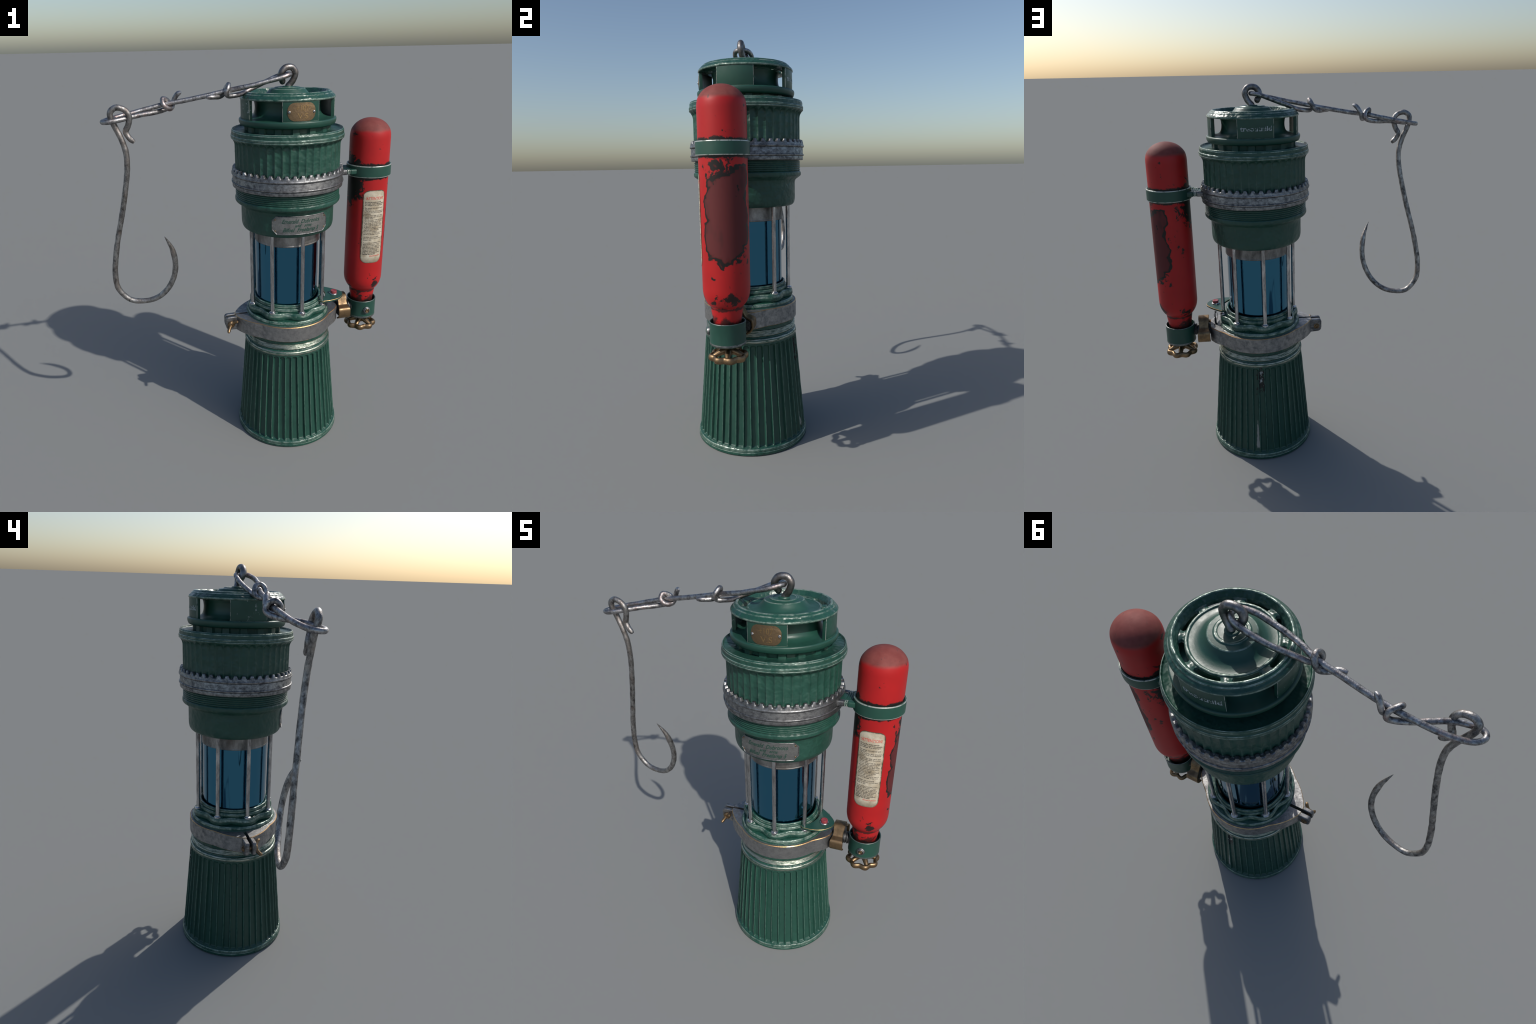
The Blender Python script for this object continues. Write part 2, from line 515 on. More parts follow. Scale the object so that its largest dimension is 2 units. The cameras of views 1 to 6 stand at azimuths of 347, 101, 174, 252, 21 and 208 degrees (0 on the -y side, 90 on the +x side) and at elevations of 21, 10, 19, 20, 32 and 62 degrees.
def curved_plate(name, outline, cx, az_deg, R, zc, thick, mats, parent, cols=36, edge=0.0015, cyl_r=None):
    """Plate with a convex outline (u, v) bent round a vertical cylinder of radius R."""
    O = np.array(outline)
    u0, u1 = O[:, 0].min(), O[:, 0].max()
    xs = sorted(set(np.round(np.concatenate([np.linspace(u0, u1, cols), O[:, 0]]), 6)))
    nxt = np.roll(O, -1, 0)

    def span(x):
        ys = []
        for p, q in zip(O, nxt):
            if (p[0] - x) * (q[0] - x) <= 1e-15:
                if abs(q[0] - p[0]) < 1e-9:
                    ys += [p[1], q[1]]
                else:
                    ys.append(p[1] + (q[1] - p[1]) * (x - p[0]) / (q[0] - p[0]))
        return min(ys), max(ys)
    verts, faces, fm = [], [], []
    az = rad(az_deg)
    Rc = cyl_r or R
    rows = 5
    for x in xs:
        lo, hi = span(x)
        for lay in (0, 1):
            for k in range(rows):
                t = k / (rows - 1)
                z = lo + (hi - lo) * t
                rr = R + (thick if lay else -0.004)
                if lay and (k in (0, rows - 1)):
                    rr -= edge
                a = az + x / Rc
                verts.append((cx + rr * math.cos(a), rr * math.sin(a), zc + z))
    st = 2 * rows
    n = len(xs)
    for i in range(n - 1):
        for k in range(rows - 1):
            a, b = i * st + rows + k, (i + 1) * st + rows + k
            faces.append((a, b, b + 1, a + 1))
            fm.append(0)
            a, b = i * st + k, (i + 1) * st + k
            faces.append((a, a + 1, b + 1, b))
            fm.append(0)
        for k in (0, rows - 1):
            a, b = i * st + k, (i + 1) * st + k
            faces.append((a, b, b + rows, a + rows))
            fm.append(min(1, len(mats) - 1))
    for i in (0, n - 1):
        for k in range(rows - 1):
            a = i * st + k
            faces.append((a, a + 1, a + rows + 1, a + rows))
            fm.append(min(1, len(mats) - 1))
    return new_obj(name, verts, faces, mats, fm, parent, 30)


def text_mesh(lines, shear=0.0, extrude=0.0006, res=2, bold=0.0):
    """lines: (text, size, x, y, width or None, align). Returns joined verts, faces in the text plane."""
    V, F = [], []
    for body, size, x, y, width, align in lines:
        cu = bpy.data.curves.new("lettering_curve", "FONT")
        cu.body = body
        cu.size = size
        cu.shear = shear
        cu.extrude = extrude
        cu.offset = bold
        cu.resolution_u = res
        cu.align_x = "LEFT"
        ob = bpy.data.objects.new("lettering_tmp", cu)
        bpy.context.scene.collection.objects.link(ob)
        dg = bpy.context.evaluated_depsgraph_get()
        me = bpy.data.meshes.new_from_object(ob.evaluated_get(dg))
        co = np.array([v.co[:] for v in me.vertices]) if len(me.vertices) else np.zeros((0, 3))
        fs = [tuple(p.vertices) for p in me.polygons]
        bpy.data.objects.remove(ob)
        bpy.data.curves.remove(cu)
        bpy.data.meshes.remove(me)
        if not len(co):
            continue
        w = co[:, 0].max() - co[:, 0].min()
        k = width / w if width else 1.0
        co[:, 0] = (co[:, 0] - co[:, 0].min()) * k
        w *= k
        co[:, 0] += {"L": x, "C": x - w / 2, "R": x - w}[align]
        co[:, 1] += y
        o = len(V)
        V += [tuple(c) for c in co]
        F += [tuple(o + i for i in f) for f in fs]
    return V, F


def curved_text(name, lines, cx, az_deg, R, zc, mat, parent, shear=0.0, extrude=0.0006, res=2, cyl_r=None, bold=0.0):
    V, F = text_mesh(lines, shear, extrude, res, bold)
    az = rad(az_deg)
    Rc = cyl_r or R
    W = []
    for u, v, d in V:
        a = az + u / Rc
        W.append((cx + (R + d) * math.cos(a), (R + d) * math.sin(a), zc + v))
    ob = new_obj(name, W, F, [mat], None, parent, 30, smooth=False)
    ob["kind"] = "stuff"
    return ob


def outline_tube(name, outline, cx, az_deg, R, zc, r, mat, parent, m=120, cyl_r=None):
    O = np.array(outline + [outline[0]])
    s = np.r_[0, np.cumsum(np.linalg.norm(np.diff(O, axis=0), axis=1))]
    q = np.linspace(0, s[-1], m, endpoint=False)
    az = rad(az_deg)
    path = []
    for t in q:
        u, v = np.interp(t, s, O[:, 0]), np.interp(t, s, O[:, 1])
        a = az + u / (cyl_r or R)
        path.append((cx + R * math.cos(a), R * math.sin(a), zc + v))
    return tube(name, path, r, mat, parent, 8, closed=True)


def head_on_cyl(name, cx, az_deg, R, z, prof, mats, parent, seg=24):
    """small lathed head pointing outwards from a vertical cylinder; prof = (radius, height)"""
    a = rad(az_deg)
    o = Vector((cx + R * math.cos(a), R * math.sin(a), z))
    d = Vector((math.cos(a), math.sin(a), 0))
    t = Vector((-math.sin(a), math.cos(a), 0))
    up = Vector((0, 0, 1))
    return spun(name, o, d, t, up, prof, mats, parent, seg)


def spun(name, o, d, t, up, prof, mats, parent, seg=24, angle=35):
    p = fillet(prof, 3)
    verts, faces, fm = [], [], []
    for r, h, _ in p:
        for s in range(seg):
            q = TAU * s / seg
            verts.append(o + d * h + t * (r * math.cos(q)) + up * (r * math.sin(q)))
    for i in range(len(p) - 1):
        for s in range(seg):
            w = (s + 1) % seg
            faces.append((i * seg + s, i * seg + w, (i + 1) * seg + w, (i + 1) * seg + s))
            fm.append(min(p[i][2], len(mats) - 1))
    faces.append(tuple(range(seg)))
    faces.append(tuple((len(p) - 1) * seg + s for s in range(seg)))
    fm += [0, len(mats) - 1]
    return new_obj(name, verts, faces, mats, fm, parent, angle)


def smooth01(x):
    x = min(1.0, max(0.0, x))
    return x * x * (3 - 2 * x)


# --------------------------------------------------------------------------
# the lamp
# --------------------------------------------------------------------------
lamp = bpy.data.objects.new("mine_lamp", None)
bpy.context.scene.collection.objects.link(lamp)
lamp.location = (AX, 0, 0)
lamp["label"] = "worn green mine lamp with red gas bottle and hanging hook"
lamp["category"] = "lantern"


def keep_world(ob_list):
    inv = Matrix.Translation((-AX, 0, 0))
    for ob in ob_list:
        if ob.parent is lamp:
            ob.matrix_parent_inverse = inv


# ---- fluted base ----------------------------------------------------------
NF = 45                       # flutes round the base
CUT = [0.0, 0.035, 0.07, 0.11, 0.16, 0.25, 0.42, 0.58, 0.75, 0.84, 0.89, 0.93, 0.965]   # samples across one flute


def base_shell():
    zs = [0.030, 0.0345, 0.0365, 0.0385, 0.0405, 0.043, 0.047, 0.055, 0.08, 0.11] + list(np.linspace(0.14, 0.47, 12)) + \
         list(np.linspace(0.484, 0.560, 23))
    sub = len(CUT)
    seg = NF * sub
    verts, faces, fm = [], [], []
    for z in zs:
        r0 = 0.2332 + (0.55 - z) * 0.0868
        half = r0 * TAU / NF / 2
        for s in range(seg):
            k, j = divmod(s, sub)
            t = CUT[j]                               # 0 = ridge
            ph = rad(3.2) + TAU * (k + t) / NF
            x = abs(2 * t - 1)                       # 1 at the ridge, 0 mid flute
            across = smooth01((1 - x - 0.045) / 0.27)
            # arched top of every flute, squarer foot
            top = smooth01((0.548 - half * 0.8 * (1 - math.sqrt(max(0.0, 1 - x * x))) - z) / 0.012)
            foot = smooth01((z - 0.0355 - 0.004 * x ** 4) / 0.008)
            depth = 0.0108 * (1 + 0.10 * math.sin(k * 2.7 + z * 5))
            r = r0 - depth * across * top * foot
            verts.append((AX + r * math.cos(ph), r * math.sin(ph), z))
    for i in range(len(zs) - 1):
        for s in range(seg):
            t = (s + 1) % seg
            faces.append((i * seg + s, i * seg + t, (i + 1) * seg + t, (i + 1) * seg + s))
            fm.append(0)
    return new_obj("fluted_base", verts, faces, [M["flute"]], fm, lamp, 60)


base = base_shell()


def ridge_lines():
    V, F = [], []
    for k in range(NF):
        ph = rad(3.2) + TAU * k / NF
        path, rr = [], []
        for i, z in enumerate(np.linspace(0.046, 0.540, 26)):
            r = 0.2332 + (0.55 - z) * 0.0868 - 0.0003
            j = 0.0005 * math.sin(z * 60 + k * 1.7)
            path.append((AX + (r + j) * math.cos(ph), (r + j) * math.sin(ph), z))
            rr.append(0.0016 * (0.35 + 0.65 * min(1, min(i, 25 - i) / 3)))
        v, f = tube_data(path, rr, 6)
        o = len(V)
        V += v
        F += [tuple(o + q for q in fc) for fc in f]
    ob = new_obj("flute_ridge", V, F, [M["ridge"]], None, base, 60)
    ob["kind"] = "stuff"
    return ob


ridge_lines()
lathe("base_foot_rim", [(0.18, 0.012), (0.262, 0.012), (0.270, 0.0, 0.004), (0.2850, 0.0, 0.002), (0.2872, 0.0040, 0.003),
                        (0.2868, 0.0155, 0.003, 1), (0.2848, 0.0185, 0.002), (0.2862, 0.0230, 0.003, 1), (0.2850, 0.0310, 0.004, 1),
                        (0.2805, 0.0360, 0.002), (0.2740, 0.0365)],
      [M["green_rim"], M["crest"]], base, seg=192)
lathe("base_neck_ring", [(0.20, 0.553), (0.2335, 0.5535, 0.001), (0.2362, 0.5565, 0.003, 1), (0.2368, 0.563, 0.005, 1),
                         (0.2340, 0.574, 0.006, 1), (0.2260, 0.578, 0.003), (0.2240, 0.584, 0.002), (0.18, 0.586)],
      [M["green_rim"], M["thread"]], base, seg=160)
# worn thread band
tp = [(0.20, 0.586), (0.2265, 0.5865)]
for k in range(5):
    z = 0.589 + k * 0.0056
    tp += [(0.2272, z, 0.001, 0), (0.2294, z + 0.0014, 0.001, 0), (0.2294, z + 0.0040, 0.001, 0), (0.2272, z + 0.0052, 0.001, 0)]
tp += [(0.225, 0.6175), (0.20, 0.618)]
lathe("screw_thread_band", tp, [M["thread"]], base, seg=160, fn=1)
lathe("base_shoulder", [(0.20, 0.6165), (0.2255, 0.617, 0.002), (0.2250, 0.640), (0.2250, 0.724), (0.2215, 0.7255, 0.003),
                        (0.2218, 0.735, 0.004, 1), (0.2185, 0.7435, 0.004, 1), (0.205, 0.7465), (0.17, 0.747)],
      [M["green_rim"], M["crest"]], base, seg=160)

# ---- clamp band with two horns -------------------------------------------
def clamp_outline(th):
    """radius of the band as a function of azimuth (radians)"""
    a = abs((math.degrees(th) + 180) % 360 - 180)          # 0 at +x, 180 at -x
    r = 0.2365
    # rounded lug towards the bottle
    if a < 40:
        x_end = 0.2775
        tang = 0.2365 / max(0.2, math.cos(rad(min(a, 60)) - rad(33)))
        lug = min(x_end / math.cos(rad(a)) if a < 12 else 9, 9)
        flat = 0.2365 + (0.2775 - 0.2365) * (1 - smooth01((a - 8) / 28))
        r = min(lug, flat + 0.002) if a < 12 else flat
    if a > 140:
        b = 180 - a
        r = 0.2365 + 0.0575 * (1 - min(1.0, max(0.0, (b - 4) / 36))) ** 1.2
    return r


def clamp_half(sign):
    n = 90
    out = []
    a0, a1 = rad(0.0), rad(180)
    # outer edge from the bottle lug round to the split
    for k in range(n + 1):
        th = a0 + (a1 - a0) * k / n
        r = clamp_outline(th)
        x, y = r * math.cos(th), r * math.sin(th)
        if x < 0 and y < 0.0075:
            y = 0.0075
        out.append((AX + x, sign * y))
    inner = []
    for k in range(n + 1):
        th = a1 - (a1 - a0) * k / n
        x, y = 0.2215 * math.cos(th), 0.2215 * math.sin(th)
        if x < 0 and y < 0.0075:
            y = 0.0075
        inner.append((AX + x, sign * y))
    # merge duplicates
    pts = []
    for p in out + inner:
        if not pts or (abs(p[0] - pts[-1][0]) + abs(p[1] - pts[-1][1])) > 5e-4:
            pts.append(p)
    return pts


def clamp():
    """both halves as one mesh: side wall, top and bottom rings, thin brass rims"""
    verts, faces, fm = [], [], []
    n = 240
    bev = 0.0029
    gap = rad(180) - 0.0078 / 0.28
    ths = list(np.linspace(-gap, gap, n))
    z0, z1 = 0.638, 0.7225
    prof = []
    for th in ths:
        ro = clamp_outline(th)
        ri = 0.2225
        ring = [(ri, z0), (ro - bev, z0), (ro, z0 + bev), (ro, z1 - bev), (ro - bev, z1), (ri, z1)]
        # keep the split faces parallel
        for r, z in ring:
            x, y = r * math.cos(th), r * math.sin(th)
            if abs(y) < 0.008 and x < 0:
                y = math.copysign(0.008, th)
            if th == ths[0]:
                y = -0.008
            if th == ths[-1]:
                y = 0.008
            verts.append((AX + x, y, z))
    for i in range(n - 1):
        for k in range(6):
            q = (k + 1) % 6
            faces.append((i * 6 + k, i * 6 + q, (i + 1) * 6 + q, (i + 1) * 6 + k))
            fm.append(1 if k in (1, 3) else 0)
    faces.append(tuple(range(6)))
    faces.append(tuple((n - 1) * 6 + k for k in range(6)))
    fm += [0, 0]
    return new_obj("clamp_band", verts, faces, [M["grimy"], M["brass_line"]], fm, lamp, 35)


band = clamp()
for sgn in (-1, 1):
    # ear: a rounded lug in the x-z plane
    o = []
    x0, x1, zb, zt = AX - 0.258, AX - 0.3505, 0.6400, 0.7190
    for p in ((x0, zb, 0), (x0, zt, 0), (x1, zt, 0.016), (x1, zb + 0.004, 0.022)):
        o.append(p)
    pts = fillet([(x0, zb), (x0, zt), (x1, zt, 0.018), (x1, zb + 0.006, 0.024), (x0, zb)], 6)
    pts = [(a, b) for a, b, _ in pts[:-1]]
    ya, yb = (0.0078, 0.0310) if sgn > 0 else (-0.0275, -0.0078)
    ear = prism("clamp_ear", pts, ya, yb, [M["silver"]], band, 0.0035, axis="y")
ec = Vector((AX - 0.322, 0, 0.678))
spun("clamp_bolt", ec + Vector((0, -0.0335, 0)), Vector((0, 1, 0)), Vector((1, 0, 0)), Vector((0, 0, 1)),
     [(0.0075, 0.0), (0.0075, 0.062), (0.0075, 0.0640), (0.0165, 0.0643, 0.001), (0.0165, 0.0665, 0.001), (0.0115, 0.0670, 0.001),
      (0.0110, 0.0735, 0.0015), (0.005, 0.074), (0.004, 0.070)], [M["bronze"]], band, 24)
spun("wing_nut", ec + Vector((0, -0.0275, 0)), Vector((0, -1, 0)), Vector((1, 0, 0)), Vector((0, 0, 1)),
     [(0.010, 0.0), (0.0195, 0.0005, 0.001), (0.0195, 0.006, 0.002), (0.0125, 0.013, 0.002), (0.008, 0.0135), (0.008, 0.009)],
     [M["bronze"]], band, 20)
for sgn in (-1, 1):
    d = Vector((-0.55, 0, -0.83)) if sgn < 0 else Vector((0.72, 0, 0.70))
    p0 = ec + Vector((0, -0.032, 0)) + d * 0.006
    path = [p0, p0 + d * 0.013 + Vector((0, -0.006, 0)), p0 + d * 0.027 + Vector((0, -0.016, 0)), p0 + d * 0.033 + Vector((0, -0.028, 0))]
    tube("wing_nut_blade", catmull(path, 12), [0.0095] * 8 + [0.0092, 0.0084, 0.007, 0.0045], M["bronze"], band, 10)

# ---- cage foot (scalloped), glass and rods --------------------------------
def scallop(ph, r, z):
    k = 0.5 + 0.5 * math.cos(8 * (ph - rad(6)))
    k = k ** 0.8
    if r > 0.2065:
        r = r - 0.0225 * (1 - k)
    elif r > 0.190 and z < 0.7895:
        # trough behind the wavy wall, filled at the rod bosses
        t = smooth01((0.90 - k) / 0.35)
        z -= 0.026 * t
        r = min(r, 0.1985) if t > 0.5 else r
        r -= 0.004 * t
    return r, z


lathe("scalloped_cage_foot", [(0.165, 0.745), (0.208, 0.745), (0.2165, 0.747, 0.003), (0.2205, 0.756, 0.005), (0.2195, 0.772, 0.006, 1),
                              (0.2145, 0.7835, 0.006, 1), (0.2070, 0.7850, 0.001), (0.2030, 0.7860), (0.1935, 0.7865),
                              (0.1900, 0.7885, 0.001), (0.1905, 0.796, 0.003, 1), (0.1880, 0.8040, 0.003, 1), (0.1810, 0.8050, 0.002), (0.1835, 0.812, 0.004, 1),
                              (0.1805, 0.8225, 0.004, 1), (0.1750, 0.8242, 0.002), (0.1708, 0.8225, 0.001), (0.1690, 0.8180), (0.1690, 0.785), (0.160, 0.785)],
      [M["green_rim"], M["crest"]], lamp, seg=256, shape=scallop, angle=50)
GX, GY = AX - 0.0035, -0.0015        # the glass sits slightly off the axis
lathe("blue_glass", [(0.10, 0.78), (0.1635, 0.78), (0.1660, 0.79, 0.002), (0.1660, 1.15), (0.10, 1.155)], [M["glass"]], lamp, cx=GX, cy=GY, seg=160)
lathe("glass_collar", [(0.12, 1.137), (0.160, 1.137), (0.1705, 1.1385, 0.0025), (0.1715, 1.1440, 0.002), (0.1700, 1.1465, 0.001), (0.1705, 1.228), (0.12, 1.235)],
      [M["collar"]], lamp, seg=128)


def rod_mesh():
    ob = lathe("cage_rod", [(0.002, 0.772), (0.0175, 0.774), (0.0185, 0.786, 0.001), (0.0180, 0.7895, 0.0015), (0.0125, 0.7915, 0.001), (0.0108, 0.7945, 0.002),
                            (0.0103, 0.800, 0.002), (0.0101, 0.90), (0.0102, 1.0), (0.0101, 1.1), (0.0101, 1.23), (0.002, 1.232)],
               [M["rod"]], lamp, cx=0, cy=0, seg=20)
    return ob


rod0 = rod_mesh()
for k in range(8):
    a = rad(5.7 + 45 * k)
    ob = rod0 if k == 0 else rod0.copy()
    if k:
        bpy.context.scene.collection.objects.link(ob)
    ob.location = (0.1988 * math.cos(a) + 0.0015, 0.1988 * math.sin(a) - 0.0015, 0)
    ob.rotation_euler = (rnd.uniform(-0.0012, 0.0012), rnd.uniform(-0.0012, 0.0012), rnd.uniform(0, TAU))

# ---- cup, threads, fluted housing ----------------------------------------
cup = lathe("lower_cup", [(0.15, 1.232), (0.198, 1.230), (0.2010, 1.2085, 0.003), (0.2120, 1.2065, 0.004), (0.2240, 1.2110, 0.006), (0.2315, 1.2205, 0.008), (0.2352, 1.236, 0.008), (0.2358, 1.255), (0.2358, 1.322, 0.008),
                          (0.2390, 1.3335, 0.003), (0.2625, 1.3505, 0.002), (0.2660, 1.3560, 0.002), (0.2660, 1.3690, 0.003), (0.2615, 1.3735, 0.001), (0.20, 1.374)],
            [M["green_cup"]], lamp, seg=192)
cp = [(0.22, 1.3735), (0.2600, 1.3738)]
for k in range(5):
    z = 1.3755 + k * 0.0095
    cp += [(0.2585, z), (0.2625, z + 0.0022, 0.0012), (0.2625, z + 0.0058, 0.0012), (0.2585, z + 0.008)]
cp += [(0.2585, 1.425), (0.22, 1.426)]
lathe("housing_thread", cp, [M["green_cup"]], lamp, seg=160, fn=2)
NT = 45                        # teeth of the crown ring


def crown(ph, r, z):
    """notches between the teeth: round pockets behind a continuous outer lip"""
    if z > 1.5105:
        t = ((math.degrees(ph) - 4.8) / 8.0) % 1.0          # 0 = tooth
        x = abs(2 * t - 1)                                  # 0 = middle of the notch
        n = max(0.0, 1 - (x / 0.64) ** 3.0) ** 0.8 if x < 0.64 else 0.0
        low = 1.5095 if r > 0.2735 else 1.5090
        z -= (z - low) * n
        r -= 0.0025 * n if r > 0.2735 else 0.0
    return r, z


ring = lathe("crown_ring", [(0.24, 1.4265), (0.2735, 1.4268), (0.2768, 1.4285, 0.001), (0.2768, 1.4445, 0.001), (0.2725, 1.4452), (0.2725, 1.4468), (0.2800, 1.4472, 0.0008), (0.2812, 1.4495, 0.001), (0.2812, 1.4535, 0.001),
                            (0.2795, 1.4555, 0.0008), (0.2765, 1.4562, 0.0005), (0.2760, 1.4855, 0.0005), (0.2722, 1.4862), (0.2722, 1.4878), (0.2800, 1.4882, 0.0008), (0.2816, 1.4905, 0.001), (0.2816, 1.4950, 0.001), (0.2800, 1.4975, 0.001),
                            (0.2790, 1.5010), (0.2780, 1.5070), (0.2762, 1.5150), (0.2748, 1.5205), (0.2735, 1.5225), (0.2700, 1.5230), (0.2655, 1.5228), (0.2612, 1.5226), (0.2606, 1.5100), (0.2480, 1.5098), (0.2470, 1.5012)],
             [M["silver"]], lamp, seg=NT * 16, shape=crown, fn=2, angle=38)


def housing_flutes(ph, r, z):
    t = ((math.degrees(ph) - 0.8) / 8.0) % 1.0
    x = abs(2 * t - 1)
    if 0.255 < r < 0.2745 and 1.49 < z < 1.662:
        arch = smooth01((1.6605 - 0.010 * x * x - z) / 0.008)
        # rounded ribs between shallow flutes
        r = r - ((0.0058 + 0.006 * smooth01((z - 1.630) / 0.02)) * (1 - x ** 2.4) * arch)
    return r, z


hp = [(0.22, 1.49), (0.2612, 1.495), (0.2612, 1.53), (0.2610, 1.58), (0.2610, 1.625)]
for k in range(1, 13):
    t = k / 12
    hp.append((0.2610 + 0.0138 * t ** 2, 1.625 + 0.0375 * t))
hp += [(0.2775, 1.6632, 0.0015, 1), (0.2792, 1.6680, 0.002, 1), (0.2770, 1.6712, 0.0008), (0.2792, 1.6745, 0.0015, 1), (0.2785, 1.6810, 0.002, 1), (0.2750, 1.6840, 0.001),
       (0.2750, 1.6990, 0.002, 1), (0.2715, 1.7068, 0.003, 1), (0.2685, 1.7072, 0.002), (0.2650, 1.7010, 0.002), (0.2630, 1.6985), (0.20, 1.7000)]
housing = lathe("fluted_housing", hp, [M["green_cup"], M["crest"]], lamp, seg=NF * 12, shape=housing_flutes, angle=55)
# ---- ventilated cap -------------------------------------------------------
def tread(ph, r, z):
    if r > 0.205 and z < 1.724:
        t = ((math.degrees(ph) - 16.5) / 22.5 + 0.5) % 1.0
        x = abs(2 * t - 1)                    # 0 on a block
        k = smooth01((0.50 - x) / 0.08)
        r = 0.1995 + (r - 0.1995) * k
    return r, z


cap = lathe("vent_cap_core", [(0.15, 1.696), (0.2125, 1.697), (0.2115, 1.702), (0.2110, 1.712), (0.2110, 1.7235), (0.2050, 1.7245), (0.2255, 1.7250, 0.002), (0.2315, 1.7290, 0.004), (0.2362, 1.7420, 0.005),
                              (0.2362, 1.7530, 0.003), (0.2325, 1.7575, 0.003), (0.2180, 1.7575, 0.004), (0.1880, 1.7590, 0.012), (0.1660, 1.7700, 0.014), (0.1585, 1.7900, 0.014), (0.1575, 1.8120, 0.012), (0.1600, 1.8290, 0.010),
                              (0.1640, 1.8380, 0.003), (0.1640, 1.8430), (0.1625, 1.8545, 0.002, 1), (0.1590, 1.8590, 0.002, 1), (0.1525, 1.8590, 0.002, 1), (0.1485, 1.8545, 0.002), (0.1390, 1.8545), (0.1280, 1.8555, 0.004), (0.1130, 1.8590, 0.010), (0.0980, 1.8710, 0.008), (0.0840, 1.8885, 0.003, 1),
                              (0.0640, 1.8905, 0.002), (0.0600, 1.8950, 0.002, 1), (0.0520, 1.8950, 0.002, 1), (0.0490, 1.8930, 0.002), (0.027, 1.8935), (0.024, 1.8985, 0.002), (0.0, 1.900)],
            [M["green"], M["crest"]], lamp, seg=256, shape=tread, angle=40)
rim = lathe("vent_cap_rim", [(0.1815, 1.8400), (0.1960, 1.8455), (0.2230, 1.8455, 0.002), (0.2290, 1.8462, 0.002, 1), (0.2300, 1.8520, 0.003, 1), (0.2255, 1.8590, 0.004), (0.2175, 1.8650, 0.003), (0.2145, 1.8705, 0.004, 1), (0.2080, 1.8745, 0.004),
                             (0.2035, 1.8800, 0.005, 1), (0.1965, 1.8802, 0.004, 1), (0.1920, 1.8730, 0.004), (0.1870, 1.8640, 0.004), (0.1822, 1.8560, 0.003)],
            [M["green_rim"], M["crest"]], cap, seg=192, closed=True)
for k in range(8):
    a = rad(22.5 + 45 * k)
    pts = []
    path = [(0.158, 1.858), (0.168, 1.861), (0.178, 1.862), (0.190, 1.864)]
    # bridge between disc and rim: a flared spoke
    verts, faces = [], []
    rows = [(0.154, 0.034), (0.162, 0.0225), (0.1705, 0.0185), (0.178, 0.0225), (0.186, 0.034)]
    for r, hw in rows:
        for (w, z) in ((-hw, 1.8405), (-hw, 1.8525), (-hw * 0.85, 1.8550), (0, 1.8556), (hw * 0.85, 1.8550), (hw, 1.8525), (hw, 1.8405)):
            verts.append((r * math.cos(0) , w, z))
    for i in range(len(rows) - 1):
        for q in range(7):
            w = (q + 1) % 7
            faces.append((i * 7 + q, i * 7 + w, (i + 1) * 7 + w, (i + 1) * 7 + q))
    faces.append(tuple(range(7)))
    faces.append(tuple(28 + q for q in range(7)))
    if k == 0:
        spoke0 = new_obj("vent_spoke", verts, faces, [M["green_rim"]], None, cap, 50)
        ob = spoke0
    else:
        ob = spoke0.copy()
        bpy.context.scene.collection.objects.link(ob)
    ob.location = (AX, 0, 0)
    ob.rotation_euler = (0, 0, a)


def panel_mesh():
    """curved wall segment with pale chipped edges"""
    n = 30
    hw = rad(22.4)
    verts, faces, fm = [], [], []
    rows = [(0.2090, 1.757), (0.2090, 1.8468), (0.2248, 1.8468), (0.2260, 1.8455), (0.2262, 1.7585), (0.2255, 1.757)]
    es = 0.0055
    aa = [-hw, -hw + es * 0.45] + list(np.linspace(-hw + es * 1.4, hw - es * 1.4, n)) + [hw - es * 0.45, hw]
    for i, a in enumerate(aa):
        for q, (r, z) in enumerate(rows):
            if i in (0, len(aa) - 1) and q in (2, 3, 4, 5):
                r -= 0.0012
            verts.append((r * math.cos(a), r * math.sin(a), z))
    m = len(rows)
    for i in range(len(aa) - 1):
        for q in range(m):
            w = (q + 1) % m
            faces.append((i * m + q, i * m + w, (i + 1) * m + w, (i + 1) * m + q))
            e = (i in (0, 1, len(aa) - 3, len(aa) - 2) and q == 3) or (q == 4)
            fm.append(1 if e else 0)
    faces.append(tuple(range(m)))
    faces.append(tuple((len(aa) - 1) * m + q for q in range(m)))
    fm += [0, 0]
    return verts, faces, fm


pv, pf, pm = panel_mesh()
for k in range(4):
    a = rad(90 * k)
    c, s = math.cos(a), math.sin(a)
    v = [(AX + x * c - y * s, x * s + y * c, z) for x, y, z in pv]
    new_obj("cap_panel", v, pf, [M["panel"], M["worn"]], pm, cap, 35)
# half worn-away stencil on the back panel
def stencil_mat():
    m = Mat("flaking_stencil")
    k = m.ramp(m.noise(85, 5, 0.7), (0.47, 0.0), (0.53, 1.0))
    m.set(color=m.mix(k, GREEN_D, (0.34, 0.38, 0.40)), rough=0.45)
    return m.m


M["stencil"] = stencil_mat()
curved_text("worn_stencil", [("treoutnild", 0.031, 0.0, -0.006, 0.150, "C")], AX, 90.5, 0.2258, 1.7985, M["stencil"], cap, 0.0, 0.0007, 2, bold=0.0006)
